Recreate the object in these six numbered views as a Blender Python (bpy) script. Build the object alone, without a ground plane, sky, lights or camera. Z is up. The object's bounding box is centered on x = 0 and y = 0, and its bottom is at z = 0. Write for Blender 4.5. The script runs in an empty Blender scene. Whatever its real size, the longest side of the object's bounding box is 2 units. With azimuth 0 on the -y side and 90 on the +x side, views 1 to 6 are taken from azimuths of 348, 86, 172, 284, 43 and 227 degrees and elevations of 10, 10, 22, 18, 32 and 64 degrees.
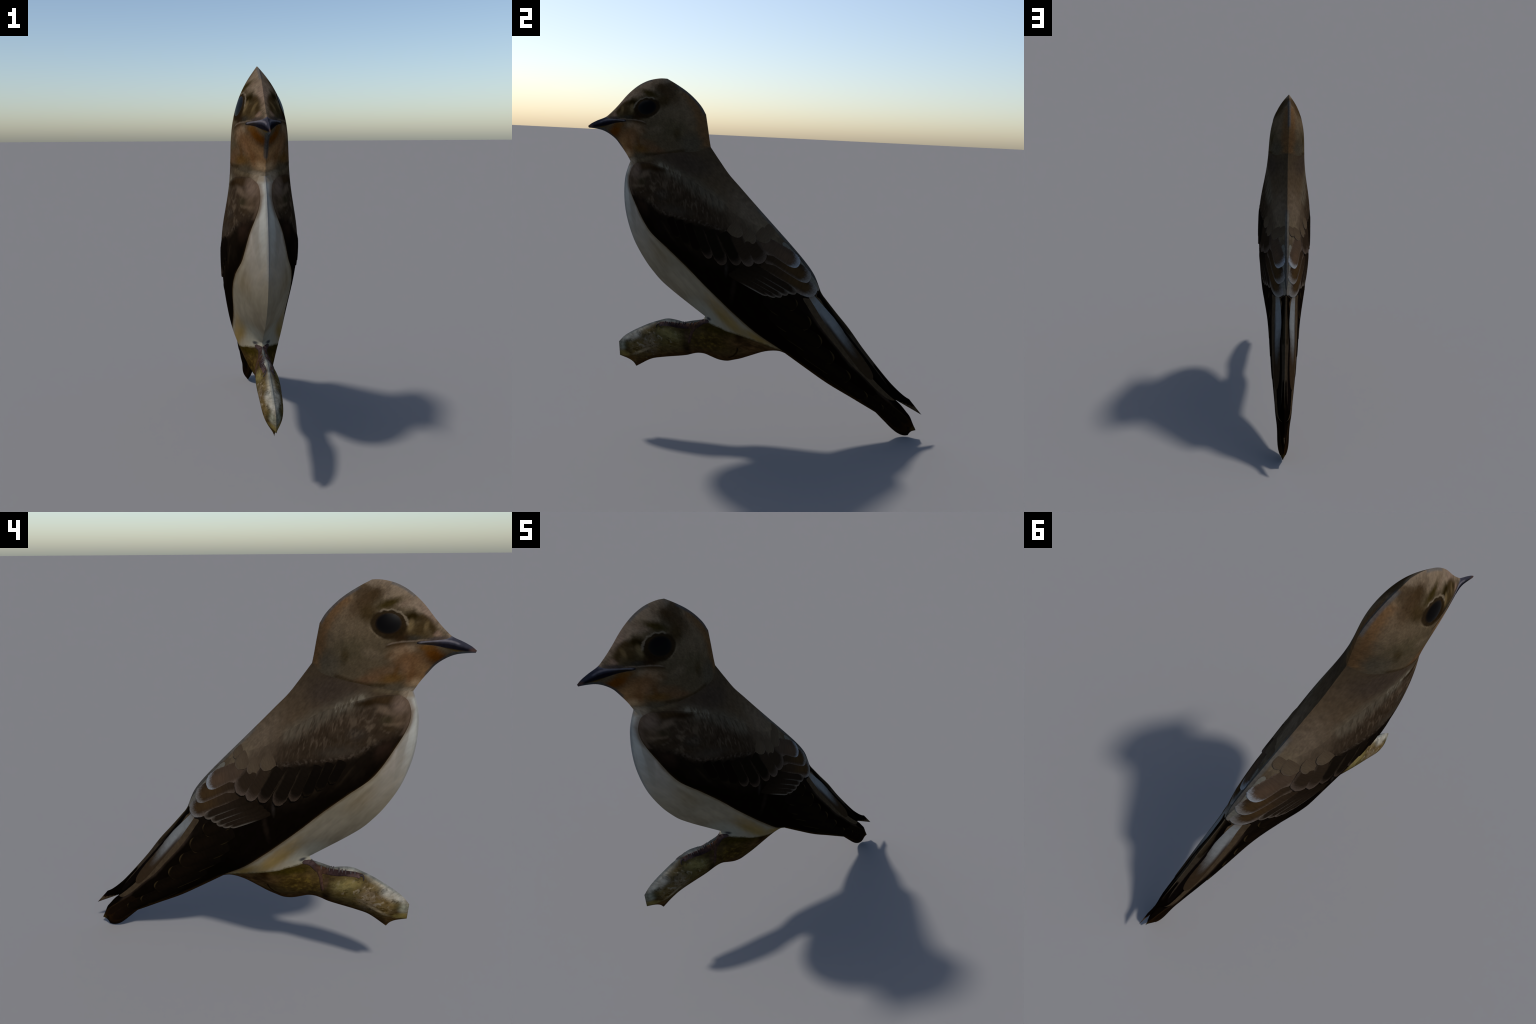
"""A small swallow perched on a broken branch stub: a slim, inflated side profile with a sharp
keel all round, its parts split along feather tracts, with overlapping wing feathers built on it."""
import bpy, math
import numpy as np
from collections import Counter
from mathutils import Vector, Matrix, geometry
from mathutils.bvhtree import BVHTree

rng = np.random.default_rng(11)
# The bird's own frame: x = half thickness (side), y = toward the tail, z = up.  The whole thing is turned
# a few degrees about the vertical and leans slightly, as set on the empty below.
NORMAL = Vector((1, -.1033, .0379)).normalized()
ALONG = (Vector((0, 1, 0)) - NORMAL * NORMAL.y).normalized()
UPWARD = NORMAL.cross(ALONG)
POSE = Matrix((( NORMAL.x, ALONG.x, UPWARD.x, .0690), (NORMAL.y, ALONG.y, UPWARD.y, 0),
               (NORMAL.z, ALONG.z, UPWARD.z, 0), (0, 0, 0, 1)))

# outline of the bird and its branch in the side plane: smooth runs that meet at corners
OUTLINE = {
 'nape':   [(-.301,1.638),(-.309,1.679),(-.318,1.733),(-.333,1.816)],
 'hindcrown': [(-.333,1.816),(-.358,1.857),(-.402,1.904),(-.448,1.941),(-.510,1.979),(-.556,2.003)],
 'crown':  [(-.556,2.003),(-.588,2.0035),(-.626,1.998),(-.664,1.987),(-.704,1.967),(-.739,1.942),(-.778,1.906),(-.833,1.842),(-.873,1.801),(-.898,1.780),(-.950,1.757),(-.983,1.739),(-1.0,1.725)],
 'beak_end': [(-1.0,1.725),(-.996,1.716)],
 'chin':   [(-.996,1.716),(-.957,1.7125),(-.917,1.705),(-.880,1.688),(-.842,1.660),(-.813,1.625),(-.780,1.580),(-.756,1.540)],
 'breast': [(-.756,1.540),(-.771,1.500),(-.784,1.450),(-.789,1.381),(-.787,1.320),(-.780,1.262),(-.767,1.204),(-.748,1.143),(-.726,1.088),(-.694,1.028),(-.648,.957),(-.608,.907),(-.564,.859),(-.490,.798),(-.405,.735),(-.302,.660)],
 'shin':   [(-.302,.660),(-.312,.641)],
 'foot_top': [(-.312,.641),(-.365,.632),(-.424,.619)],
 'branch_top': [(-.424,.619),(-.460,.628),(-.493,.634),(-.525,.635),(-.562,.625),(-.630,.600),(-.682,.575),(-.735,.546),(-.777,.516),(-.808,.481)],
 'branch_end': [(-.808,.481),(-.801,.398)],
 'branch_break': [(-.801,.398),(-.745,.377),(-.719,.359),(-.702,.336)],
 'branch_below': [(-.702,.336),(-.612,.386),(-.551,.399),(-.403,.420),(-.366,.431),(-.335,.437),(-.297,.434),(-.260,.420),(-.212,.403),(-.164,.398),(-.122,.407),(-.087,.416),(-.025,.439),(.040,.463),(.068,.470),(.105,.475),(.142,.474),(.174,.464)],
 'wing_below': [(.174,.464),(.300,.380),(.435,.293),(.580,.214),(.728,.133)],
 'tail_below': [(.728,.133),(.782,.082),(.833,.035),(.866,.012),(.893,.001),(.914,-.001),(.929,.002)],
 'tail_nick': [(.929,.002),(.937,.017),(.949,.028),(.973,.036)],
 'fork_lower': [(.973,.036),(.953,.075),(.932,.119),(.908,.148),(.874,.187),(.841,.216)],
 'fork_upper': [(.841,.216),(1.0,.133)],
 'fork_end': [(1.0,.133),(.921,.225)],
 'tail_above': [(.921,.225),(.896,.239),(.858,.268),(.807,.315),(.785,.338),(.728,.402),(.626,.522),(.541,.632),(.460,.724),(.379,.819)],
 'rump':   [(.379,.819),(.365,.841),(.350,.877),(.335,.912),(.321,.939),(.293,.979),(.244,1.037),(.168,1.118),(.061,1.228),(-.046,1.338),(-.130,1.426),(-.190,1.489),(-.250,1.568),(-.301,1.638)],
}
def spline(pts, step):
    p=np.array(pts,float)
    if len(p)==2:
        n=max(1,int(np.ceil(np.linalg.norm(p[1]-p[0])/step))); t=np.linspace(0,1,n+1)[:,None]; return p[0]*(1-t)+p[1]*t
    q=np.vstack([2*p[0]-p[1],p,2*p[-1]-p[-2]]); o=[]
    for i in range(1,len(q)-2):
        a,b,c,d=q[i-1:i+3]
        ta=np.linalg.norm(b-a)**.5; tb=np.linalg.norm(c-b)**.5; tc=np.linalg.norm(d-c)**.5
        m1=((b-a)/ta-(c-a)/(ta+tb)+(c-b)/tb)*tb; m2=((c-b)/tb-(d-b)/(tb+tc)+(d-c)/tc)*tb
        n=max(1,int(np.ceil(np.linalg.norm(c-b)/step)))
        t=(np.arange(n)/n)[:,None]
        o.append((2*t**3-3*t**2+1)*b+(t**3-2*t**2+t)*m1+(-2*t**3+3*t**2)*c+(t**3-t**2)*m2)
    return np.vstack(o+[p[-1:]])
def outline(step):
    return np.vstack([spline(v,step)[:-1] for v in OUTLINE.values()])
def inside(poly,pts):
    x,y=pts[:,0],pts[:,1]; r=np.zeros(len(pts),bool); a=poly; b=np.roll(poly,-1,0)
    for (x0,y0),(x1,y1) in zip(a,b):
        if y0==y1: continue
        c=((y0>y)!=(y1>y)); r^=c&(x<(x1-x0)*(y-y0)/(y1-y0)+x0)
    return r
def dist(poly,pts):
    d=np.full(len(pts),9.)
    for a,b in zip(poly,np.roll(poly,-1,0)):
        ab=b-a; t=np.clip(((pts-a)@ab)/max(ab@ab,1e-12),0,1); d=np.minimum(d,np.linalg.norm(pts-a-t[:,None]*ab,axis=1))
    return d
def flat_mesh(step, extra=()):
    o=outline(step); g=[]
    r=0
    for j,y in enumerate(np.arange(-.02,2.02,step*.866)):
        x=np.arange(-1.02,1.02,step)+(j%2)*step/2; g.append(np.c_[x,np.full_like(x,y)])
    g=np.vstack(g); g=g[inside(o,g)]; g=g[dist(o,g)>step*.55]
    pts=np.vstack([o,g]); edges=[(i,(i+1)%len(o)) for i in range(len(o))]
    for e in extra:
        k=len(pts); pts=np.vstack([pts,e]); edges+= [(k+i,k+i+1) for i in range(len(e)-1)]
    res=geometry.delaunay_2d_cdt([Vector(p) for p in pts],edges,[],0,1e-6)
    v=np.array([(p.x,p.y) for p in res[0]]); f=np.array([t for t in res[2] if len(t)==3])
    c=v[f].mean(1); f=f[inside(o,c)]
    a=v[f]; area=((a[:,1,0]-a[:,0,0])*(a[:,2,1]-a[:,0,1])-(a[:,1,1]-a[:,0,1])*(a[:,2,0]-a[:,0,0]))/2
    f[area<0]=f[area<0][:,::-1]; f=f[abs(area)>1e-10]
    used=np.unique(f); m=-np.ones(len(v),int); m[used]=np.arange(len(used)); return v[used],m[f]
def boundary(f):
    c=Counter(tuple(sorted((int(t[i]),int(t[(i+1)%3])))) for t in f for i in range(3))
    return np.unique([i for e,k in c.items() if k==1 for i in e])
def fem(v,f):
    i,j,k=f.T; a=v[f]; A=abs((a[:,1,0]-a[:,0,0])*(a[:,2,1]-a[:,0,1])-(a[:,1,1]-a[:,0,1])*(a[:,2,0]-a[:,0,0]))/2
    E=[];W=[]
    for p in range(3):
        q,r=(p+1)%3,(p+2)%3; e1=a[:,q]-a[:,p]; e2=a[:,r]-a[:,p]
        w=(e1*e2).sum(1)/(2*A)/2; E.append(np.c_[f[:,q],f[:,r]]); W.append(w)
    E=np.vstack(E);W=np.hstack(W); M=np.bincount(f.ravel(),np.repeat(A/3,3),len(v))
    return E,W,M,A
def lap(E,W,x,n):
    d=W*(x[E[:,0]]-x[E[:,1]]); return np.bincount(E[:,0],d,n)-np.bincount(E[:,1],d,n)
def solve(E,W,D,b,free,it=1500,extra=None):
    n=len(b); x=np.zeros(n); fr=free.astype(float)
    dg=np.bincount(E[:,0],W,n)+np.bincount(E[:,1],W,n)+D; dg[dg<=0]=1
    op=lambda y: (lap(E,W,y,n)+D*y)*fr
    r=b*fr; z=r/dg; p=z.copy(); rz=r@z; b0=np.linalg.norm(r)
    for _ in range(it):
        q=op(p); al=rz/(p@q); x+=al*p; r-=al*q
        if np.linalg.norm(r)<1e-7*b0: break
        z=r/dg; rn=r@z; p=z+rn/rz*p; rz=rn
    return x
def grad(v,f,x,M,A):
    a=v[f]; e1=a[:,1]-a[:,0]; e2=a[:,2]-a[:,0]; d1=x[f[:,1]]-x[f[:,0]]; d2=x[f[:,2]]-x[f[:,0]]
    det=e1[:,0]*e2[:,1]-e1[:,1]*e2[:,0]
    g=np.c_[(d1*e2[:,1]-d2*e1[:,1])/det,(-d1*e2[:,0]+d2*e1[:,0])/det]
    return np.stack([np.bincount(f.ravel(),np.repeat(A*g[:,c]/3,3),len(v))/M for c in (0,1)],1)

# ------------------------------------------------------------------ the inflated body
STEP = .009
# feather-tract borders in the side plane
COLLAR = [(-.27,1.638),(-.301,1.638),(-.359,1.612),(-.445,1.600),(-.55,1.586),(-.66,1.562),(-.72,1.548),(-.756,1.540),(-.79,1.53)]
BEAK_EDGE = [(-.893,1.80),(-.897,1.782),(-.880,1.772),(-.850,1.768),(-.803,1.766),(-.765,1.762),(-.765,1.756),(-.80,1.751),(-.840,1.745),(-.880,1.733),(-.912,1.721),(-.932,1.710),(-.94,1.69)]
WING_FRONT = [(-.712,1.530),(-.7325,1.5135),(-.744,1.496),(-.757,1.450),(-.752,1.400),(-.735,1.355),(-.700,1.290),(-.646,1.198),(-.606,1.148),(-.512,1.072),(-.400,.974),(-.290,.866),(-.165,.752),(-.090,.688),(.001,.609),(.111,.520),(.174,.468)]
WING_TOP = [(.26,1.09),(.222,1.062),(.16,1.10),(.08,1.165),(-.02,1.215),(-.132,1.268),(-.213,1.337),(-.294,1.393),(-.370,1.443),(-.445,1.476),(-.511,1.502),(-.560,1.520),(-.604,1.532),(-.659,1.537),(-.712,1.530)]
WING_REAR = [(.841,.216),(.795,.232),(.730,.278),(.642,.362),(.550,.447),(.477,.530),(.398,.620),(.322,.720),(.285,.775),(.262,.815),(.30,.812),(.33,.822),(.352,.848),(.362,.853),(.39,.86)]
TAIL_EDGE = [(.841,.216),(.795,.255),(.740,.305),(.690,.355),(.637,.422),(.576,.502),(.51,.588),(.459,.668),(.400,.745),(.362,.802),(.341,.822),(.352,.848)]
BRANCH_EDGE = [(-.33,.655),(-.312,.643),(-.290,.634),(-.271,.628),(-.244,.619),(-.205,.612),(-.173,.601),(-.117,.591),(-.049,.570),(.049,.527),(.110,.496),(.150,.480),(.180,.466),(.2,.45)]
NECK_SIDE = [(-.7325,1.5135),(-.738,1.530),(-.741,1.547)]
EYE_CENTRE, EYE_RADII = (-.647,1.836), (.053,.041)

def ellipse(c, r, n, tilt=0.):
    a = np.linspace(0, 2*np.pi, n, endpoint=False); x, y = r[0]*np.cos(a), r[1]*np.sin(a)
    return np.c_[c[0]+x*np.cos(tilt)-y*np.sin(tilt), c[1]+x*np.sin(tilt)+y*np.cos(tilt)]

curves = {k: spline(p, STEP) for k, p in dict(collar=COLLAR, beak=BEAK_EDGE, front=WING_FRONT, top=WING_TOP,
          rear=WING_REAR, tail=TAIL_EDGE, branch=BRANCH_EDGE, neck=NECK_SIDE).items()}
eye_ring = ellipse(EYE_CENTRE, EYE_RADII, 48, .12)
POLY = {
 'beak': np.vstack([curves['beak'], [(-1.1,1.69),(-1.1,1.80)]]),
 'eye': eye_ring,
 'head': np.vstack([curves['collar'], [(-1.2,1.53),(-1.2,2.2),(-.1,2.2),(-.1,1.638)]]),
 'branch': np.vstack([curves['branch'], [(.16,.2),(-1.1,.2),(-1.1,.656),(-.33,.655)]]),
 'tail': np.vstack([curves['tail'], [(.352,.848),(.39,.86),(1.2,.35),(1.2,.10),(.841,.216)]]),
 'wing': np.vstack([curves['front'], [(.15,.38),(.7,.02),(.95,-.1),(1.1,.0),(.841,.216)], curves['rear'], [(.45,1.0)], curves['top']]),
 'belly': np.vstack([[q for q in curves['front'] if q[1] < 1.5136], [(.22,.46)], curves['branch'][::-1], [(-.34,.655),(-1.1,.6),(-1.1,1.52)], [q for q in curves['collar'][::-1] if q[0] < -.742], curves['neck'][::-1]]),
}
v2, tri = flat_mesh(STEP, list(curves.values()) + [np.vstack([eye_ring, eye_ring[:1]])])
rim = boundary(tri)
free = np.ones(len(v2), bool); free[rim] = False
E, W, M, A = fem(v2, tri)
swell = solve(E, W, np.zeros(len(v2)), M, free)                  # membrane blown up inside the outline
slope = np.nan_to_num(grad(v2, tri, swell, M, A))
reach = np.sqrt(np.maximum(2*swell, 0) + (slope**2).sum(1)) + 1e-6   # local half width of the outline
nb = np.vstack([tri[:, [0,1]], tri[:, [1,2]], tri[:, [2,0]]]); nb = np.vstack([nb, nb[:, ::-1]])
cnt = np.maximum(np.bincount(nb[:,0], minlength=len(v2)), 1)
def relax(x, n):
    for _ in range(n): x = .5*x + .5*np.bincount(nb[:,0], x[nb[:,1]], len(v2))/cnt
    return x
reach = relax(reach, int(120*(.012/STEP)**2))
half = np.where(free, swell/reach, 0)
half *= .175/half.max()
# fuller head and upper body, slimmer neck and flanks
# (centre in the side plane, gain); then a pinch where the belly meets the foot
FULLNESS = [((-.6,1.75),.054),((-.5,1.5),-.06),((-.4,1.25),.083),((-.2,1.0),.025),((.08,.78),-.063),((.3,.65),-.047),((.58,.37),.025),((.87,.1),-.016),((-.65,.5),-.016)]
swelling = lambda c, a, r: a*np.exp(-((v2-np.array(c))**2).sum(1)/(2*r*r))
half *= 1 + sum(swelling(c, a, .16) for c, a in FULLNESS) + swelling((-.27,.60), -.32, .08)
# the eyeball stands a little proud
ed = ((v2-np.array(EYE_CENTRE))/np.array(EYE_RADII)); er = (ed**2).sum(1)
half += .003*np.maximum(0, 1-er)**.7

flat = BVHTree.FromPolygons([Vector((a, b, 0)) for a, b in v2], [tuple(map(int, t)) for t in tri])
def surf(y, z):
    hit = flat.ray_cast(Vector((y, z, 1)), Vector((0, 0, -1)))
    if hit[0] is None: return 0.
    t = tri[hit[2]]; a, b, c = v2[t]; m = np.array([b-a, c-a]).T
    s = np.linalg.solve(m, np.array([y, z])-a); return float(half[t[0]]*(1-s.sum()) + half[t[1]]*s[0] + half[t[2]]*s[1])

P3 = np.c_[half, v2]                                              # right-hand side (x > 0)
fn = np.cross(P3[tri[:,1]]-P3[tri[:,0]], P3[tri[:,2]]-P3[tri[:,0]])
vn = np.stack([np.bincount(tri.ravel(), np.repeat(fn[:,k], 3), len(v2)) for k in range(3)], 1)
vn /= np.maximum(np.linalg.norm(vn, axis=1), 1e-12)[:,None]
if vn[:,0].mean() < 0: vn = -vn; tri = tri[:, ::-1]

centre = v2[tri].mean(1)
region = np.full(len(tri), 'back', dtype=object)
for k in ('belly', 'wing', 'head', 'beak', 'eye', 'tail', 'branch'):
    m = inside(POLY[k], centre)
    if k == 'eye': m &= region == 'head'
    if k == 'tail': m &= (centre[:,0] > .3)
    region[m] = k

# ------------------------------------------------------------------ objects
bird = bpy.data.objects.new('perched_swallow', None)
bird.empty_display_size = .2
bpy.context.scene.collection.objects.link(bird)
bird.matrix_world = POSE
bird['label'] = 'slim brown swallow with pale belly perched on a broken branch stub'
bird['category'] = 'bird figurine'

def add(name, mesh, mat, parent=None, matrix=None, kind=None):
    o = bpy.data.objects.new(name, mesh); bpy.context.scene.collection.objects.link(o)
    o.parent = parent or bird
    if mat: mesh.materials.append(mat)
    if matrix is not None: o.matrix_local = matrix
    if kind: o['kind'] = kind
    return o

def body_mesh(name, sides):
    """the faces of one region, on one or both sides, with the whole body's vertex normals"""
    f = tri[region == name]; used = np.unique(f); pos, nor, faces, fnor = [], [], [], []
    index = {}
    for s in sides:
        for t in f:
            t = t if s > 0 else t[::-1]; row = []
            for i in t:
                key = (int(i), s if free[i] else 0)
                if key not in index:
                    index[key] = len(pos); pos.append((half[i]*s, v2[i,0], v2[i,1]))
                row.append(index[key]); fnor.append((vn[i,0]*s, vn[i,1], vn[i,2]))
            faces.append(row)
    me = bpy.data.meshes.new(name); me.from_pydata(pos, [], faces)
    me.polygons.foreach_set('use_smooth', [True]*len(faces)); me.update()
    me.normals_split_custom_set([Vector(n).normalized() for n in fnor])
    return me

# ------------------------------------------------------------------ paint: layered node masks on the bird's side plane
def lin(rgb, light=.95):
    """surface colour that shows as this 0-255 display colour on the lit flank; dark browns a little richer"""
    r, g, b = rgb; rich = max(0, min(1, (115-r)/60))*max(0, min(1, (r-b-2)/8))
    o = []
    for c, k in ((r, 1), (g, 1-.07*rich), (b, 1-.24*rich)):
        c /= 255; o.append(min(.9, k*(c/12.92 if c <= .04045 else ((c+.055)/1.055)**2.4)/light))
    return (*o, 1)

class Paint:
    def __init__(self, name, base, rough=.95, spec=.0, generated=False):
        self.mat = bpy.data.materials.new(name); self.mat.use_nodes = True
        self.nt = self.mat.node_tree; self.bsdf = self.nt.nodes['Principled BSDF']
        self.bsdf.inputs['Roughness'].default_value = rough
        self.bsdf.inputs['Specular IOR Level'].default_value = spec
        tc = self.nt.nodes.new('ShaderNodeTexCoord'); self.co = tc.outputs['Generated' if generated else 'Object']
        s = self.nt.nodes.new('ShaderNodeSeparateXYZ'); self.nt.links.new(self.co, s.inputs[0])
        self.w, self.u, self.v = s.outputs
        fl = self.nt.nodes.new('ShaderNodeVectorMath'); fl.operation = 'MULTIPLY'      # grain runs straight through the flank
        fl.inputs[1].default_value = (1,1,0) if generated else (0,1,1)
        self.nt.links.new(self.co, fl.inputs[0]); self.grain = fl.outputs[0]
        self.col = None; self.base = lin(base) if len(base) == 3 else base
        self.warp = self.noise(16, detail=5, rough=.68)
        self.fine = self.noise(60, detail=3)
    def m(self, op, a, b=None, c=None, clamp=False):
        n = self.nt.nodes.new('ShaderNodeMath'); n.operation = op; n.use_clamp = clamp
        for i, x in enumerate((a, b, c)):
            if x is None: continue
            if isinstance(x, (int, float)): n.inputs[i].default_value = x
            else: self.nt.links.new(x, n.inputs[i])
        return n.outputs[0]
    def noise(self, scale, stretch=(1,1,1), tilt=0., detail=2, rough=.55):
        mp = self.nt.nodes.new('ShaderNodeMapping'); mp.vector_type = 'TEXTURE'
        mp.inputs['Rotation'].default_value = (tilt, 0, 0); mp.inputs['Scale'].default_value = stretch
        self.nt.links.new(self.grain, mp.inputs[0])
        n = self.nt.nodes.new('ShaderNodeTexNoise'); n.inputs['Scale'].default_value = scale
        n.inputs['Detail'].default_value = detail; n.inputs['Roughness'].default_value = rough
        self.nt.links.new(mp.outputs[0], n.inputs[0]); return n.outputs['Fac']
    def step(self, x, lo, hi, smooth=True):
        n = self.nt.nodes.new('ShaderNodeMapRange'); n.interpolation_type = 'SMOOTHSTEP' if smooth else 'LINEAR'
        self.nt.links.new(x, n.inputs[0]) if not isinstance(x, float) else None
        n.inputs[1].default_value, n.inputs[2].default_value = lo, hi
        return n.outputs[0]
    def rot(self, c, tilt):
        du, dv = self.m('SUBTRACT', self.u, c[0]), self.m('SUBTRACT', self.v, c[1]); ct, st = math.cos(tilt), math.sin(tilt)
        a = self.m('MULTIPLY_ADD', dv, st, self.m('MULTIPLY', du, ct)); b = self.m('MULTIPLY_ADD', dv, ct, self.m('MULTIPLY', du, -st))
        return a, b
    def rad(self, c, r, tilt=0.):
        a, b = self.rot(c, tilt); a = self.m('MULTIPLY', a, 1/r[0]); b = self.m('MULTIPLY', b, 1/r[1])
        return self.m('SQRT', self.m('MULTIPLY_ADD', a, a, self.m('MULTIPLY', b, b)))
    def rag(self, d, amount, src=None):
        return d if not amount else self.m('MULTIPLY_ADD', self.m('SUBTRACT', src or self.warp, .5), amount, d)
    def blob(self, c, r, tilt=0., soft=.7, rag=.95, src=None):
        d = self.rag(self.rad(c, r, tilt), rag, src); return self.step(d, 1+soft, max(0, 1-soft))
    def track(self, pts):
        """distance to the curve through pts, measured across its chord; also the place along it, 0 to 1"""
        p = np.array(pts, float); d = p[-1]-p[0]; L = np.linalg.norm(d); tilt = math.atan2(d[1], d[0])
        a, b = self.rot(p[0], tilt); t = self.m('MULTIPLY', a, 1/L, clamp=False)
        q = p-p[0]; s = (q @ d)/L/L; h = (q[:,1]*d[0]-q[:,0]*d[1])/L
        lo, hi = h.min()-.02, h.max()+.02
        n = self.nt.nodes.new('ShaderNodeFloatCurve'); cv = n.mapping.curves[0]
        y = (h-lo)/(hi-lo)
        cv.points[0].location = (s[0], y[0]); cv.points[1].location = (s[-1], y[-1])
        for i in range(1, len(s)-1): cv.points.new(float(s[i]), float(y[i]))
        n.mapping.extend = 'HORIZONTAL'; n.mapping.update(); self.nt.links.new(self.m('MAXIMUM', self.m('MINIMUM', t, 1.), 0.), n.inputs['Value'])
        f = self.m('MULTIPLY_ADD', n.outputs[0], hi-lo, lo)
        return self.m('SUBTRACT', b, f), t, L
    def side(self, pts, soft=.02, rag=.03, src=None):
        """1 on the left of the curve walked from its first point"""
        d, _, _ = self.track(pts); d = self.rag(d, rag, src); return self.step(d, -soft, soft)
    def band(self, pts, width, soft=.5, rag=.0, ends=.06, src=None):
        d, t, L = self.track(pts); d = self.m('ABSOLUTE', self.rag(d, rag, src))
        k = self.step(d, width*(1+soft), width*max(0, 1-soft))
        return self.m('MULTIPLY', k, self.m('MULTIPLY', self.step(t, -ends, ends), self.step(t, 1+ends, 1-ends)))
    def keel(self, width):
        return self.step(self.m('ABSOLUTE', self.w), width, width*.3)
    def both(self, a, b): return self.m('MULTIPLY', a, b)
    def streaks(self, scale, length, tilt, lo=.42, hi=.62, detail=2):
        """fine barbs: noise drawn out along tilt"""
        return self.step(self.noise(scale, (1, length, 1), tilt, detail), lo, hi)
    def lay(self, mask, rgb, amount=1.):
        n = self.nt.nodes.new('ShaderNodeMix'); n.data_type = 'RGBA'
        f, a, b = n.inputs[0], n.inputs[6], n.inputs[7]
        if mask is None: f.default_value = amount
        else: self.nt.links.new(self.m('MULTIPLY', mask, amount) if amount != 1 else mask, f)
        if self.col is None: a.default_value = self.base
        else: self.nt.links.new(self.col, a)
        b.default_value = lin(rgb) if len(rgb) == 3 else rgb
        self.col = n.outputs[2]; return self
    def vary(self, src, lo=.8, hi=1.2):
        """multiply the colour by grain"""
        k = self.nt.nodes.new('ShaderNodeMapRange'); self.nt.links.new(src, k.inputs[0])
        k.inputs[1].default_value, k.inputs[2].default_value, k.inputs[3].default_value, k.inputs[4].default_value = .25, .75, lo, hi
        n = self.nt.nodes.new('ShaderNodeVectorMath'); n.operation = 'SCALE'
        if self.col is None: n.inputs[0].default_value = self.base[:3]
        else: self.nt.links.new(self.col, n.inputs[0])
        self.nt.links.new(k.outputs[0], n.inputs['Scale']); self.col = n.outputs[0]; return self
    def done(self, bump=0., src=None):
        if self.col is None: self.bsdf.inputs['Base Color'].default_value = self.base
        else: self.nt.links.new(self.col, self.bsdf.inputs['Base Color'])
        if bump:
            b = self.nt.nodes.new('ShaderNodeBump'); b.inputs['Strength'].default_value = bump; b.inputs['Distance'].default_value = .004
            self.nt.links.new(src or self.fine, b.inputs['Height']); self.nt.links.new(b.outputs[0], self.bsdf.inputs['Normal'])
        return self.mat

DOWN = lambda deg: math.radians(deg)

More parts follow.
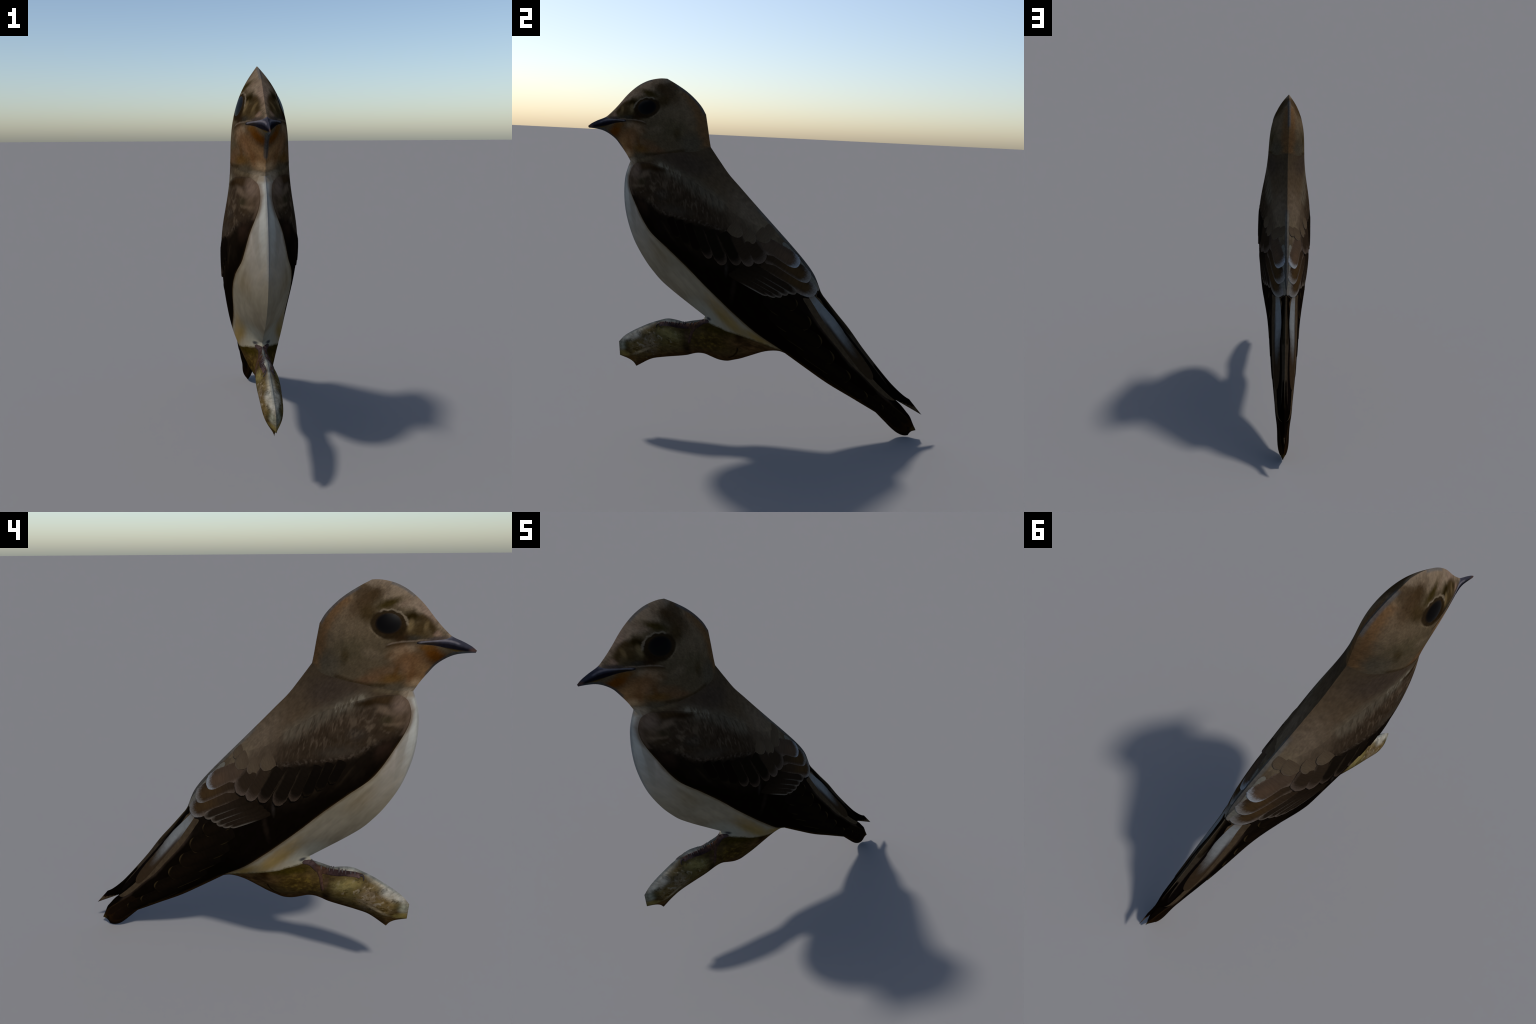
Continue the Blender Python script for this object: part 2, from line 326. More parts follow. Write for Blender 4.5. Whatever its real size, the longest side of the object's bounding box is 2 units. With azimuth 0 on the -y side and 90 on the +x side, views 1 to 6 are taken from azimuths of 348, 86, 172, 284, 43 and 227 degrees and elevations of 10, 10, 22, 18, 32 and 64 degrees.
def head_paint():
    p = Paint('head_plumage', (64,56,45))
    B, S, L = p.blob, p.side, p.lay
    L(B((-.46,1.80),(.10,.09)), (82,70,56), .8)
    L(B((-.50,1.73),(.07,.05)), (60,54,42), .8)
    L(B((-.47,1.69),(.018,.035), .3), (46,38,24), .8)
    L(B((-.585,1.715),(.04,.02), .3), (78,68,56), .7)
    L(B((-.40,1.65),(.06,.05)), (62,57,50), .8)
    L(B((-.47,1.92),(.10,.05), -.7), (84,70,55), .9)
    # rufous hind neck
    L(p.band([(-.46,1.93),(-.40,1.88),(-.36,1.80),(-.335,1.72),(-.31,1.63)], .030, .95, .06), (84,61,39), .8)
    # forehead and crown, pale clay
    crown = [(-.50,2.01),(-.545,1.975),(-.60,1.955),(-.645,1.925),(-.70,1.900),(-.755,1.882),(-.81,1.850),(-.85,1.805),(-.89,1.775)]
    L(S(crown[::-1], .016, .05), (94,82,70))
    L(p.band([(-.55,1.985),(-.64,1.955),(-.72,1.925)], .022, .8, .03), (86,75,62), .5)
    L(B((-.705,1.915),(.03,.012), -.5), (76,64,55), .6)
    L(B((-.80,1.875),(.05,.02), .9), (102,86,75), .7)
    # dark side of the crown
    L(B((-.555,1.935),(.065,.030), -.5), (42,32,21))
    L(B((-.515,1.955),(.03,.02), -.5), (52,42,32), .8)
    L(B((-.525,1.90),(.055,.03), -.8), (58,46,34), .8)
    L(B((-.640,1.912),(.055,.016), -.35), (40,33,16))
    L(B((-.560,1.875),(.035,.035)), (46,36,22), .9)
    # lores
    L(B((-.755,1.805),(.075,.042), .1), (52,43,29))
    L(B((-.738,1.861),(.034,.017), .1), (26,20,7))
    L(p.band([(-.765,1.862),(-.797,1.845),(-.815,1.818),(-.832,1.792)], .012, .8, .02), (42,33,20), .9)
    L(B((-.775,1.815),(.014,.022), .2), (42,33,20), .8)
    L(B((-.733,1.826),(.012,.022), .2), (80,68,48), .9)
    L(B((-.795,1.822),(.008,.018), .2), (76,64,44), .7)
    L(B((-.842,1.790),(.014,.012), .2, .8, 1.2, p.fine), (100,82,70), .8)
    L(B((-.84,1.772),(.05,.009), -.1), (48,42,42), .8)
    L(B((-.735,1.778),(.05,.012)), (36,34,30), .9)
    # socket and broken pale ring round the eye
    L(B((-.690,1.792),(.045,.028), .5), (30,20,10), .95)
    ring = p.rad((-.648,1.833),(.074,.057), .12)
    edge = p.step(p.m('ABSOLUTE', p.m('SUBTRACT', p.rag(ring, .25, p.fine), 1.)), .11, .01)
    above = p.step(p.m('MULTIPLY_ADD', p.u, -.45, p.m('SUBTRACT', p.v, 1.858+.29)), .0, .015)
    below = p.step(p.m('MULTIPLY_ADD', p.u, -.9, p.v), 2.355, 2.325)
    L(p.step(ring, 1.12, .92), (26,19,11), .9)
    L(p.both(edge, above), (104,93,78), .55)
    L(p.both(edge, below), (88,77,62), .7)
    # gape line
    L(p.band([(-.645,1.748),(-.70,1.757),(-.75,1.757),(-.80,1.760)], .009, .7, .01), (34,27,18), .85)
    L(p.band([(-.650,1.752),(-.70,1.764),(-.754,1.767),(-.81,1.770)], .0032, .8, .008), (84,74,65), .7)
    # malar patch, chin and throat
    L(B((-.712,1.724),(.060,.020), -.35), (100,86,70), .85)
    L(B((-.655,1.705),(.022,.010), -.7), (52,42,30), .7)
    L(B((-.775,1.625),(.050,.075), -.3), (112,82,52), .9)
    L(B((-.745,1.675),(.080,.045), .7), (88,63,41), .85)
    L(B((-.64,1.640),(.06,.022), -.2), (76,58,42), .8)
    L(B((-.835,1.703),(.050,.027), .55), (74,42,8), .95)
    L(B((-.805,1.738),(.035,.012), .1), (74,48,18), .8)
    L(B((-.800,1.630),(.045,.022), .95), (116,88,58), .6)
    L(B((-.765,1.570),(.030,.030), .9), (138,114,86), .85)
    L(B((-.675,1.610),(.055,.020), -.1), (76,54,26), .85)
    L(B((-.585,1.607),(.050,.018), -.2), (74,54,38), .75)
    L(B((-.725,1.655),(.016,.032), .2, .7, 1.), (98,74,54), .35)
    L(B((-.690,1.640),(.010,.026), .2, .7, 1.), (70,46,22), .6)
    L(B((-.745,1.610),(.012,.030), .3, .7, 1.), (84,56,32), .5)
    # collar
    L(p.side([(-.80,1.545),(-.72,1.572),(-.62,1.574),(-.5,1.590),(-.40,1.610),(-.28,1.645)][::-1], .02, .02), (60,54,46), .9)
    L(p.band([(-.43,1.612),(-.50,1.597),(-.56,1.588),(-.655,1.580)], .0085, .8, .015), (32,22,10), .6)
    L(B((-.752,1.546),(.035,.012), .2), (112,100,84), .85)
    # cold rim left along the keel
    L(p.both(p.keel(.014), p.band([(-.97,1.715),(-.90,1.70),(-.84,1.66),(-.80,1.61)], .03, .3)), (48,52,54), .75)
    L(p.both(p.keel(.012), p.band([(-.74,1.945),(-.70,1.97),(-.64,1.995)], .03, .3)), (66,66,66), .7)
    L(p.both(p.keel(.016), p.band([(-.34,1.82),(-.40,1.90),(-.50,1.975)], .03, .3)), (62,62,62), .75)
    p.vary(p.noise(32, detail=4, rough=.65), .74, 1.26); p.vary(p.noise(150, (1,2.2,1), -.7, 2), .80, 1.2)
    return p.done()

def beak_paint():
    p = Paint('beak_horn', (44,44,52), .7, .0)
    p.lay(p.side([(-.76,1.760),(-.83,1.758),(-.88,1.755),(-.93,1.743),(-.97,1.731),(-1.0,1.720)], .007, .006), (14,13,18))
    p.lay(p.side([(-.79,1.744),(-.85,1.738),(-.90,1.728),(-.95,1.720),(-1.0,1.715)], .006, .0), (74,60,26), .9)
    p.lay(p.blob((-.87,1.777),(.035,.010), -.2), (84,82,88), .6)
    p.lay(p.blob((-.80,1.757),(.045,.012)), (24,20,17), .85)
    p.lay(p.band([(-.775,1.761),(-.83,1.765),(-.88,1.764),(-.93,1.750)], .0035, .9), (92,88,92), .7)  # blue-white highlight drawn as a stripe along the beak
    p.lay(p.blob((-.995,1.722),(.02,.012)), (74,56,52), .8)
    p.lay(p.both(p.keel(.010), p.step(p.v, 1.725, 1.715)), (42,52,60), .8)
    p.vary(p.fine, .8, 1.2); return p.done()

def eye_paint():
    p = Paint('dark_eye', (8,7,6), .4, .03)
    p.lay(p.blob((-.642,1.843),(.040,.034), .1, .35, .0), (4,3,3))
    p.lay(p.step(p.rad(EYE_CENTRE, EYE_RADII, .12), .80, 1.02), (22,15,9)); return p.done()

def mantle(p):
    """brown of the upper back, shared across the back and the wing coverts so that they run together"""
    L, B = p.lay, p.blob
    L(B((-.42,1.54),(.15,.06), -.25), (50,43,40), .8)
    L(B((-.20,1.42),(.12,.10), -.8), (68,57,46), .7)
    L(B((-.05,1.26),(.16,.07), -.8), (83,72,61), .85)  # raking light near the ridge baked in as paler brown, next layer too
    L(B((.05,1.18),(.09,.05), -.8), (82,72,59), .85)
    L(p.band([(-.60,1.530),(-.564,1.523),(-.493,1.490),(-.440,1.462),(-.373,1.425),(-.297,1.376),(-.200,1.305)], .030, .95, .04), (80,75,66), .5)
    L(p.both(p.band([(-.570,1.528),(-.493,1.493),(-.445,1.466)], .016, .8, .02), p.streaks(90, 4, DOWN(-75))), (104,98,86), .6)

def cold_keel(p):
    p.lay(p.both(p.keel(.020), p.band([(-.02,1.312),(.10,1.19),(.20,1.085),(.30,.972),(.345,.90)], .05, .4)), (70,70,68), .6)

def back_paint():
    p = Paint('back_plumage', (58,49,40))
    mantle(p)
    p.lay(p.blob((-.68,1.553),(.08,.012), .1), (70,62,50), .8)
    p.lay(p.blob((-.738,1.533),(.024,.03)), (112,99,83), .9)
    p.lay(p.blob((-.12,1.22),(.06,.03), -.7), (66,57,48), .6)
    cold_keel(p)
    p.vary(p.noise(26, detail=3), .84, 1.16); p.vary(p.noise(110, (1,3,1), DOWN(-45), 2), .80, 1.2)
    return p.done()

def belly_paint():
    p = Paint('belly_plumage', (112,104,88))
    L, B = p.lay, p.blob
    L(B((-.76,1.36),(.05,.22), .08), (140,140,134), .95)
    L(B((-.68,1.13),(.06,.12), .5), (126,119,108), .7)
    L(B((-.70,1.26),(.035,.09), .35), (130,122,112), .8)
    L(B((-.56,1.03),(.10,.035), -.85), (98,84,62), .45)
    L(B((-.42,.88),(.14,.035), -.75), (116,108,92), .8)
    L(B((-.45,.80),(.12,.025), -.72), (104,95,80), .6)
    L(B((-.31,.70),(.10,.045), -.7), (122,120,108), .85)
    L(B((-.15,.66),(.14,.028), -.70), (108,90,52), .9)  # warm bounce light tinted into the underside, here and in the next two
    L(B((-.20,.74),(.12,.016), -.75), (112,94,62), .7)
    L(B((.03,.555),(.10,.020), -.65), (112,92,50), .9)
    L(B((.11,.497),(.06,.012), -.6), (112,102,78), .8)
    # shading painted as brown bands beneath the wing edge, ragged tuft by the foot
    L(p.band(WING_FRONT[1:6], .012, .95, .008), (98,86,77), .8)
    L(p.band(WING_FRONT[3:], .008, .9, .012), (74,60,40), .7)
    L(B((-.745,1.532),(.035,.018)), (112,100,84), .85)
    L(p.both(p.streaks(34, 7, DOWN(-82)), B((-.74,1.30),(.05,.16), .12)), (104,100,92), .5)
    L(p.both(p.streaks(26, 6, DOWN(-50)), B((-.5,1.0),(.3,.25), -.8)), (132,122,104), .35)
    L(B((-.276,.655),(.014,.009), -.3, .6, .2), (38,38,42), .9)
    L(p.band(BRANCH_EDGE[2:-1], .006, .9, .02, .03, p.fine), (60,54,34), .8)
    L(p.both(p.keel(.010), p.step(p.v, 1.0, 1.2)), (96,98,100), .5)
    p.vary(p.noise(18, (1,2.5,1), DOWN(-45), 3), .9, 1.1); p.vary(p.noise(80, (1,4,1), DOWN(-50), 2), .93, 1.07)
    return p.done()

def wing_paint():
    p = Paint('wing_plumage', (46,38,32))
    L, B, S = p.lay, p.blob, p.side
    mantle(p)
    L(B((-.46,1.31),(.24,.05), -.35), (36,29,23), .8)
    lesser = [(-.75,1.375),(-.69,1.345),(-.635,1.330),(-.593,1.306),(-.523,1.268),(-.440,1.250),(-.350,1.232),(-.259,1.208),(-.164,1.180),(-.06,1.12),(.03,1.05)]
    L(p.both(p.streaks(55, 4, DOWN(-80), .45, .62), B((-.38,1.38),(.20,.07), -.5)), (32,25,19), .55)
    L(p.both(p.streaks(80, 4.5, DOWN(-78), .50, .66), B((-.38,1.37),(.22,.08), -.5)), (76,66,57), .45)
    L(p.both(p.streaks(34, 1.8, DOWN(-60), .46, .66), B((-.62,1.40),(.13,.10))), (78,68,58), .55)
    L(B((-.60,1.508),(.075,.018), -.12, .7, .8), (30,21,11), .95)
    L(B((-.66,1.515),(.05,.014), .1), (48,37,26), .8)
    L(B((-.10,1.21),(.09,.04), -.6), (62,53,45), .7)
    L(B((-.712,1.485),(.030,.040), .2), (90,76,67), .9)
    L(B((-.665,1.465),(.05,.016), .5), (80,68,58), .8)
    L(B((-.670,1.425),(.030,.020), .2, .7, .9), (42,37,28), .9)
    L(B((-.715,1.42),(.03,.03)), (70,58,48), .7)
    L(B((-.685,1.385),(.040,.012), .2, .7, .9), (38,30,22), .8)
    L(p.band([(-.735,1.412),(-.69,1.404),(-.65,1.408)], .006, .9, .03), (80,68,56), .35)
    L(B((-.55,1.365),(.04,.025), .0, .9, 1.4), (38,36,34), .35)
    L(B((-.47,1.285),(.08,.024), -.15, .9, 1.4, p.fine), (56,52,48), .4)
    L(S(lesser[::-1], .026, .09), (16,12,9), .97)
    L(p.both(p.band(lesser[2:9], .008, .9, .07), p.step(p.fine, .45, .60)), (60,53,49), .6)
    L(B((-.66,1.285),(.03,.05), .5), (38,28,24), .8)
    black = [(-.60,1.24),(-.48,1.13),(-.40,1.095),(-.30,1.02),(-.15,.98),(.05,.90),(.25,.75)]
    L(S(black[::-1], .06, .04), (8,5,3), .95)
    L(p.both(p.streaks(26, 8, DOWN(-55), .48, .70), B((-.40,1.16),(.18,.06), -.5)), (34,28,22), .8)
    L(B((-.172,.975),(.008,.03), .0, .8, 1., p.fine), (36,32,30), .7)
    L(B((-.13,.87),(.012,.06), -.1, .8, 1., p.fine), (28,22,19), .6)
    L(B((.00,.965),(.09,.03), -.6), (38,30,23), .9)
    L(p.band(WING_FRONT[:6], .014, .95, .012), (80,67,58), .7)
    # fringe where the wing lies on the belly, warm tip
    L(p.band(WING_FRONT[3:], .005, .9, .008), (36,26,14), .7)
    L(p.band([(.174,.468),(.435,.300),(.728,.140),(.80,.08)], .010, .9, .006), (46,33,15), .7)
    L(p.band([(.32,.725),(.398,.628),(.477,.540),(.550,.455),(.642,.372),(.73,.285),(.82,.18)], .012, .9, .012), (52,43,39), .6)
    L(B((.87,.05),(.08,.05), -.8), (26,18,10), .8)
    L(B((.955,.045),(.02,.02)), (60,46,24), .7)
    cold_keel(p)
    p.vary(p.noise(30, (1,2,1), DOWN(-50), 3), .8, 1.2); p.vary(p.noise(120, (1,4,1), DOWN(-62), 2), .82, 1.18)
    return p.done()

def tail_paint():
    p = Paint('tail_plumage', (5,3,2))
    ridge = [(.36,.85),(.46,.725),(.626,.522),(.728,.402),(.80,.32)]
    p.lay(p.both(p.band(ridge, .016, .9, .012), p.streaks(30, 8, DOWN(-50), .45, .62)), (44,38,30), .8)
    p.lay(p.both(p.keel(.004), p.step(p.v, .30, .45)), (74,66,56), .8)
    p.lay(p.band(ridge[:3], .006, .9, .01), (44,37,30), .5)
    p.lay(p.band([(.55,.60),(.63,.50),(.70,.425)], .012, .9, .01), (50,44,38), .8)
    p.lay(p.blob((.96,.16),(.05,.02), -.5), (34,18,9), .8)
    p.lay(p.side([(.84,.215),(.92,.174),(1.0,.132)][::-1], .006, .0), (38,22,12), .0)
    p.vary(p.fine, .8, 1.2); return p.done()

def branch_paint():
    p = Paint('mossy_bark', (56,46,30), .95, .0)
    L, B = p.lay, p.blob
    g = p.noise(22, (1,2,1), DOWN(-8), 4, .65); h = p.noise(55, (1,1.8,1), DOWN(-15), 3, .65)
    L(B((-.24,.53),(.14,.06)), (49,38,16), .9)
    L(p.both(p.step(h, .50, .62), B((-.27,.525),(.09,.045))), (72,60,24), .5)
    L(B((-.18,.590),(.16,.022), -.15), (36,30,6), .95)
    L(B((-.03,.51),(.12,.05), -.3), (66,50,32), .95)
    L(p.both(p.streaks(40, 9, DOWN(-25), .45, .6), B((-.0,.50),(.14,.04), -.4)), (40,28,16), .7)
    L(B((-.095,.57),(.02,.025)), (30,18,4), .8)
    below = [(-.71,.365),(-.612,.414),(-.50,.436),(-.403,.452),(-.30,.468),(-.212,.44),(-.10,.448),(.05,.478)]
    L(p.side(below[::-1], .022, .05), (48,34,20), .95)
    L(p.band([(-.10,.50),(-.112,.455),(-.15,.425)], .005, .8, .01), (20,12,4), .9)
    # dark joint beneath the toes
    L(B((-.405,.49),(.024,.07), .15, .7, .8), (26,18,11), .95)
    L(B((-.40,.545),(.012,.03), .2), (62,46,40), .6)
    L(B((-.515,.53),(.09,.06), -.2), (74,66,40), .85)
    L(B((-.50,.555),(.06,.022), -.25), (106,96,60), .7)
    L(p.both(p.step(g, .50, .60), B((-.54,.50),(.14,.05), .4)), (46,37,16), .85)
    L(B((-.62,.50),(.05,.06), .4), (100,87,70), .7)
    L(p.both(p.step(h, .48, .60), B((-.63,.49),(.10,.09), .4)), (60,50,28), .85)
    # bleached top and lichen toward the broken end
    L(B((-.725,.535),(.085,.032), .62, .5, .8), (122,119,110))
    L(B((-.655,.585),(.06,.018), .4), (118,112,98), .85)
    L(B((-.52,.625),(.06,.012), -.1), (128,126,116), .85)
    L(B((-.645,.555),(.030,.016), .4, .7, 1.2), (72,62,40), .8)
    L(B((-.785,.462),(.030,.022), .6), (112,112,98), .8)
    L(B((-.750,.478),(.025,.024), .2, .6, 1.4), (52,48,28), .85)
    L(B((-.700,.470),(.04,.05), .5, .7, 1.2), (98,82,52), .5)
    L(p.both(p.step(p.noise(38, (1,1.6,1), DOWN(-35), 4, .7), .56, .64), B((-.64,.49),(.16,.07), .35)), (112,102,86), .7)
    L(p.both(p.step(p.noise(46, (1,1.6,1), DOWN(-25), 4, .7), .57, .63), B((-.62,.50),(.18,.08), .3)), (36,29,14), .8)
    L(p.both(p.step(g, .53, .60), B((-.70,.45),(.10,.05), .4)), (48,38,18), .9)
    L(B((-.66,.445),(.05,.008), .45), (122,108,84), .7)
    L(B((-.77,.415),(.03,.016)), (104,92,52), .8)
    L(B((-.735,.385),(.04,.018), .2), (70,52,28), .8)
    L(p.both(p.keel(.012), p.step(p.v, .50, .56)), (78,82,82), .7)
    p.vary(g, .56, 1.44); p.vary(h, .60, 1.40)
    return p.done(.5, h)

# ------------------------------------------------------------------ feathers: thin domed blades that follow the body
def feather_mesh(name, base, tip, width, lift, round_tip=.35, bend=0., root=.55, ragged=.0, thick=.003, blunt=2.4, rise_by=.3):
    """A blade laid on the flank from base to tip.  width is the half width; lift the height of its free end."""
    b, t = np.array(base, float), np.array(tip, float); d = t-b; L = np.linalg.norm(d); d /= L; side = np.array([-d[1], d[0]])
    ns, nc = max(12, int(L/.009)), 10
    pos, faces = [], []
    def at(s, c, drop):
        r = root + (1-root)*min(1, s/.35)
        e = (s-(1-round_tip))/round_tip
        prof = r if e < 0 else (max(0., 1-e**blunt))**(1/blunt)
        q = b + d*(L*s) + side*(width*prof*c + bend*4*s*(1-s))
        h = surf(*q)
        rise = min(1, s/rise_by); rise = rise*rise*(3-2*rise)                  # the root sinks into the plumage
        return (h - .0015*(1-rise) + rise*(lift*(.3+.7*s) + thick*(1-c*c)*.8) if not drop else h-.003, q[0], q[1])
    ss = 1-(1-np.linspace(0, 1, ns+1))**1.25
    ss[-1] = .9985
    jit = 1 + ragged*rng.normal(0, 1, (ns+1, 2))
    for i, s in enumerate(ss):
        cs = np.linspace(-1, 1, nc+1)
        s_ = s
        row = [at(s_, -1*jit[i,0], True)] + [at(s_, c*(jit[i,0] if c < 0 else jit[i,1]), False) for c in cs] + [at(s_, 1*jit[i,1], True)]
        pos += row
    n = nc+3
    for i in range(ns):
        for j in range(n-1): faces.append((i*n+j, i*n+j+1, (i+1)*n+j+1, (i+1)*n+j))
    # close the tip and the root down into the body
    for i, flip in ((0, False), (ns, True)):
        k = len(pos); pos += [(p[0]-.006 if 0 < j < n-1 else p[0], p[1], p[2]) for j, p in enumerate(pos[i*n:(i+1)*n])]
        for j in range(n-1):
            q = (i*n+j, i*n+j+1, k+j+1, k+j); faces.append(q if flip else q[::-1])
    me_ = Matrix(((0, 0, 1, 0), (d[0], side[0], 0, b[0]), (d[1], side[1], 0, b[1]), (0, 0, 0, 1)))   # x along, y across, z outward
    h0 = surf(*b); me_[0][3] = h0
    inv = me_.inverted()
    me = bpy.data.meshes.new(name); me.from_pydata([inv @ Vector(p) for p in pos], [], faces)
    me.polygons.foreach_set('use_smooth', [True]*len(faces))
    me.update(); me.set_sharp_from_angle(angle=math.radians(50))
    return me, me_

MIRROR = Matrix.Diagonal((-1, 1, 1, 1))
def feather(name, parents, mat, *a, **k):
    me, mx = feather_mesh(name, *a, **k)
    o = add(name, me, mat, parents[0], mx)
    q = o.copy(); bpy.context.scene.collection.objects.link(q); q.parent = parents[1]; q.matrix_local = MIRROR @ mx
    return o

def vane(name, base, tip_rgb=None, edge_rgb=None, tip_at=.82, edge=.10, edge_low=None, tip_soft=.12, root_rgb=None, shaft=None, mid_rgb=None, grain=.2, fray=.14, root_span=.5, edge_from=(.12,.4)):
    """feather colour by place along (Generated x) and across (Generated y)"""
    p = Paint(name, base, generated=True); a, c = p.w, p.u          # x along, y across in Generated space
    barb = p.noise(9, (.25,3.2,1), 0, 3)
    if root_rgb: p.lay(p.step(a, root_span, root_span*.15), root_rgb, .95)
    if mid_rgb: p.lay(p.both(p.step(a, .35, .65), p.step(p.m('ABSOLUTE', p.m('SUBTRACT', c, .5)), .38, .08)), mid_rgb, .9)
    off = p.m('MULTIPLY', p.m('SUBTRACT', p.noise(22, (1,1,1), 0, 2), .5), fray)
    if edge_rgb:
        lo = edge if edge_low is None else edge_low
        if lo: p.lay(p.both(p.step(p.m('ADD', c, off), lo*1.5, lo*.35), p.step(a, *edge_from)), edge_rgb, .95)
        if edge: p.lay(p.both(p.step(p.m('SUBTRACT', p.m('SUBTRACT', 1., c), off), edge*1.5, edge*.35), p.step(a, *edge_from)), edge_rgb, .8)
    if tip_rgb:
        x = p.m('SUBTRACT', c, .5)
        e = p.m('MULTIPLY_ADD', p.m('MULTIPLY', x, x), .55, p.m('ADD', a, off))
        p.lay(p.step(e, tip_at-tip_soft*.5, tip_at+tip_soft*.5), tip_rgb)
    if shaft: p.lay(p.step(p.m('ABSOLUTE', p.m('SUBTRACT', c, .5)), .05, .01), shaft, .7)
    p.vary(barb, 1-grain, 1+grain)
    return p.done()

# ------------------------------------------------------------------ assemble
torso_paint = back_paint()
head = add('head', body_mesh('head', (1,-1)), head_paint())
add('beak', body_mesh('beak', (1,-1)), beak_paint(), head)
em = eye_paint()
for s in (1,-1): add('eye', body_mesh('eye', (s,)), em, head)
add('back', body_mesh('back', (1,-1)), torso_paint)
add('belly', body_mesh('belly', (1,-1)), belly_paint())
wm = wing_paint()
wings = [add('wing', body_mesh('wing', (s,)), wm) for s in (1,-1)]
tail = add('tail', body_mesh('tail', (1,-1)), tail_paint())
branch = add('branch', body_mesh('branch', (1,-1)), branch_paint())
tails = (tail, tail)

# rump feather: long white blade turning brown
rump = vane('white_rump_feather', (100,101,100), tip_rgb=(44,35,27), tip_at=.58, tip_soft=.44, root_rgb=(88,76,64), edge_rgb=(46,39,36), edge=.0, edge_low=.26, grain=.12, root_span=.16)
feather('rump_feather', tails, rump, (.280,.858), (.690,.352), .029, .0012, round_tip=.25, root=.35, thick=.002, rise_by=.07)
tailf = vane('tail_feather_vane', (9,6,5), edge_rgb=(52,45,40), edge=.14, edge_low=.0)
feather('tail_feather', tails, tailf, (.40,.742), (.800,.272), .016, .0006, round_tip=.3, root=.7, thick=.001)

# primaries: long dark blades, each with a hair-thin pale rim, the shortest on top
prim = vane('primary_vane', (13,9,6), tip_rgb=(44,36,24), tip_at=1.005, tip_soft=.03, edge_rgb=(34,28,18), edge=.0, edge_low=.05, mid_rgb=(17,12,8), fray=.02)
PRIMARIES = [((.02,.900),(.226,.766),.036),((.01,.845),(.309,.656),.044),((.04,.765),(.376,.548),.046),((.10,.680),(.452,.454),.046),
             ((.20,.560),(.555,.344),.044),((.36,.428),(.664,.226),.038),((.48,.350),(.765,.160),.034)]
for i, (b, t, w) in enumerate(PRIMARIES):
    feather('primary_feather', wings, prim, b, t, w, .0030-.0003*i, round_tip=.16, bend=-.004, root=.6, thick=.0016)
tipm = vane('wing_tip_vane', (17,11,7), tip_rgb=(30,19,9), tip_at=.9, edge_rgb=(34,24,15), edge=.10)
feather('primary_feather', wings, tipm, (.60,.290), (.915,.030), .036, .0010, round_tip=.3, thick=.002)
feather('primary_feather', wings, tipm, (.66,.290), (.948,.062), .024, .0006, round_tip=.3, thick=.0016)

# secondaries: narrow, ash-edged, fanned under the tertials
sec = vane('secondary_vane', (30,24,20), tip_rgb=(84,76,70), tip_at=.98, tip_soft=.14, edge_rgb=(84,79,74), edge=.0, edge_low=.22, root_rgb=(20,15,11), root_span=.6, edge_from=(.35,.75))
SECONDARIES = [((-.03,.990),(.222,.846),.022),((-.06,.972),(.176,.841),.021),((-.09,.958),(.142,.829),.019),((-.11,.946),(.108,.827),.017),((-.13,.938),(.064,.836),.015)]
for i, (b, t, w) in enumerate(SECONDARIES):
    b = (b[0]-.3*(t[0]-b[0]), b[1]-.3*(t[1]-b[1]))
    feather('secondary_feather', wings, sec, b, t, w, .0042-.0004*i, round_tip=.14, root=.7, thick=.0018)

# tertials: broad brown feathers with ragged frosted tips
ter = vane('tertial_vane', (42,33,26), tip_rgb=(110,106,102), tip_at=.95, tip_soft=.20, edge_rgb=(78,68,62), edge=.05, edge_low=.20, mid_rgb=(54,41,27), root_rgb=(34,27,22))
ter0 = vane('upper_tertial_vane', (58,48,42), tip_rgb=(122,124,126), tip_at=.93, tip_soft=.18, edge_rgb=(76,66,60), edge=.04, edge_low=.18, mid_rgb=(66,53,44))
feather('tertial_feather', wings, ter, (-.015,1.040), (.338,.838), .046, .0034, round_tip=.24, root=.8, ragged=.02)
feather('tertial_feather', wings, ter, (-.01,1.095), (.299,.915), .046, .0044, round_tip=.26, root=.8, ragged=.03)
feather('tertial_feather', wings, ter0, (-.02,1.145), (.232,.998), .042, .0054, round_tip=.28, root=.8, ragged=.04)
strip = vane('grey_tertial_vane', (84,82,76), tip_rgb=(98,92,84), tip_at=.9, edge_rgb=(24,20,15), edge=.0, edge_low=.26)
feather('tertial_feather', wings, strip, (.10,1.155), (.352,.850), .016, .0014, round_tip=.2, bend=.006)

# greater coverts: overlapping row with dusky rims, darker toward the shoulder
gc = vane('covert_vane', (36,29,24), tip_rgb=(76,66,61), tip_at=.92, tip_soft=.34, edge_rgb=(54,46,42), edge=.12, edge_low=.08)
gcd = vane('dark_covert_vane', (17,13,10), tip_rgb=(64,54,49), tip_at=.95, tip_soft=.30, edge_rgb=(36,30,25), edge=.14, edge_low=.06)
gcb = vane('black_covert_vane', (11,8,6), tip_rgb=(30,24,18), tip_at=.99, tip_soft=.24, edge_rgb=(27,22,17), edge=.12, edge_low=.03)
COVERTS = [((-.09,1.165),(.030,1.018),.042,gc),((-.15,1.185),(-.036,.998),.034,gc),((-.21,1.195),(-.105,1.002),.032,gcd),((-.285,1.205),(-.185,1.000),.034,gcd),
           ((-.345,1.22),(-.262,1.032),.028,gcd),((-.40,1.235),(-.325,1.064),.026,gcb),((-.45,1.25),(-.385,1.100),.024,gcb),((-.50,1.26),(-.440,1.135),.022,gcb)]
for i, (b, t, w, m) in enumerate(COVERTS):
    feather('covert_feather', wings, m, b, t, w, .0066-.0005*i, round_tip=.30, root=.9, ragged=.02)

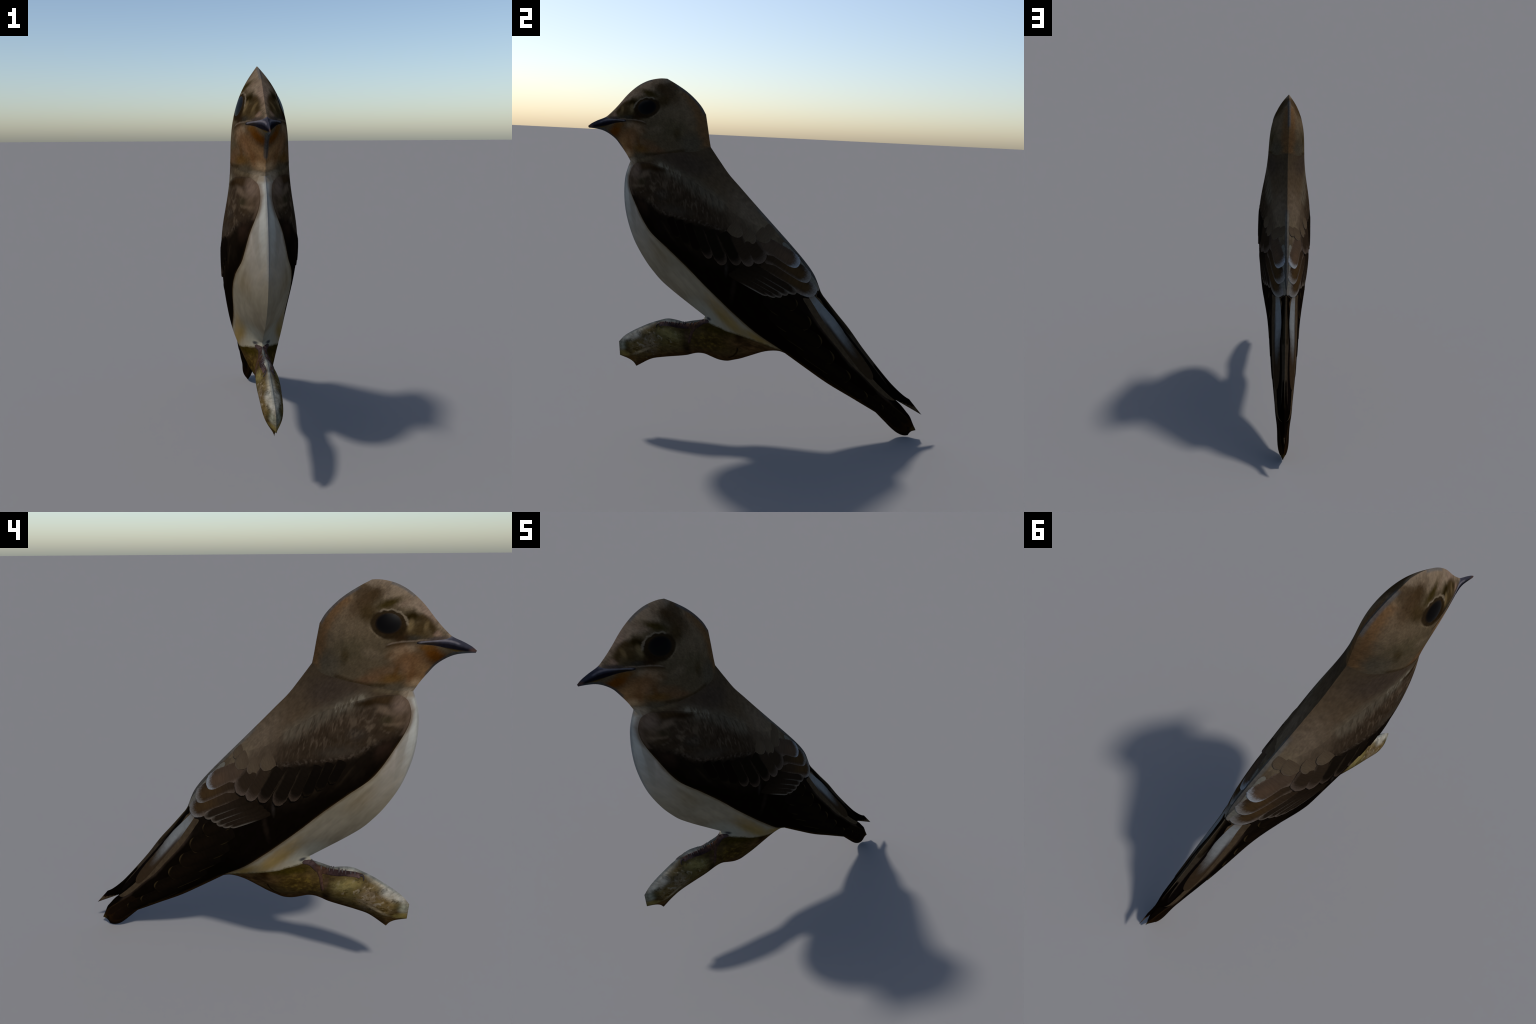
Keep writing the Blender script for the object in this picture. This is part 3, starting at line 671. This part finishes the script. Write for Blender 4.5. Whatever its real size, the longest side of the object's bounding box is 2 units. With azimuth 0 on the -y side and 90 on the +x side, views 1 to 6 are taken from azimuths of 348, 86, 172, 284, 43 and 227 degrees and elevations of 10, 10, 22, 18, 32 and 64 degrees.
# scapulars: soft rounded ends over the tertial bases
sc = vane('scapular_vane', (66,57,48), tip_rgb=(76,67,61), tip_at=.99, tip_soft=.24, edge_rgb=(64,55,47), edge=.08, root_rgb=(58,49,42), grain=.22, root_span=.8)
for b, t, w, l in (((-.045,1.205),(.058,1.130),.036,.0050),((.000,1.225),(.083,1.165),.026,.0044),((-.125,1.200),(-.022,1.124),.038,.0056),((-.200,1.235),(-.095,1.160),.034,.0046)):
    feather('scapular_feather', wings, sc, b, t, w, l, round_tip=.6, root=.9, ragged=.02, thick=.0015, rise_by=.9)

# foot: shank, front toe laid along the branch with scutes, toe gripping round it, small claw
footm = Paint('scaly_foot', (38,28,30), .85, .02)
footm.lay(footm.blob((-.30,.635),(.05,.02)), (56,46,48), .7)
footm.lay(footm.blob((-.37,.60),(.03,.05)), (56,40,32), .8)
footm.lay(footm.blob((-.375,.53),(.03,.05)), (58,42,38), .8)
footm.lay(footm.blob((-.545,.598),(.03,.012)), (92,74,72), .5)
footm.vary(footm.noise(70, detail=3), .5, 1.4); footm = footm.done(.4)
scutem = Paint('pale_scute', (60,56,57), .8, .03); scutem.vary(scutem.fine, .7, 1.2); scutem = scutem.done()
clawm = Paint('dark_claw', (34,28,30), .6, .1).done()
def pad(name, pts, r0, r1, s, proud=.004):
    """half-buried tube that follows the flank through pts"""
    p = spline(pts, .006); n = len(p); pos, faces, k = [], [], 10
    for i, q in enumerate(p):
        d = p[min(n-1, i+1)]-p[max(0, i-1)]; d /= np.linalg.norm(d); side = np.array([-d[1], d[0]]); t = i/(n-1)
        r = (r0+(r1-r0)*t)*(1 if 0 < i < n-1 else .35)
        for j in range(k):
            a = 2*math.pi*j/k; c = q+side*r*math.cos(a); h = surf(*c)
            if h <= 0: h = surf(*q)*.5
            pos.append((s*(h + proud*math.sin(a)), c[0], c[1]))
    for i in range(n-1):
        for j in range(k):
            f = (i*k+j, i*k+(j+1)%k, (i+1)*k+(j+1)%k, (i+1)*k+j); faces.append(f if s < 0 else f[::-1])
    faces += [tuple(range(k)), tuple(range((n-1)*k, n*k))[::-1]]
    me = bpy.data.meshes.new(name); me.from_pydata(pos, [], faces); me.polygons.foreach_set('use_smooth', [True]*len(faces)); me.update()
    return me
for s in (1,-1):
    foot = add('foot', pad('foot', [(-.276,.640),(-.315,.628),(-.350,.606),(-.385,.598)], .010, .016, s, .0025), footm)
    add('toe', pad('toe', [(-.350,.608),(-.40,.600),(-.45,.601),(-.50,.607),(-.545,.607),(-.568,.600)], .014, .010, s, .0035), footm, foot)
    add('toe', pad('toe', [(-.355,.600),(-.372,.570),(-.380,.535),(-.386,.505)], .010, .007, s, .003), footm, foot)
    add('claw', pad('claw', [(-.562,.606),(-.575,.606),(-.584,.597),(-.585,.585)], .005, .002, s, .005), clawm, foot)
    for i in range(9):
        x = -.368-.021*i+rng.uniform(-.006,.006)
        add('scute', pad('scute', [(x,.622+rng.uniform(-.003,.001)),(x-.003,.614),(x-.005,.606+rng.uniform(-.004,.004))], .0040+rng.uniform(-.0015,.002), .0018, s, .0044), scutem, foot)
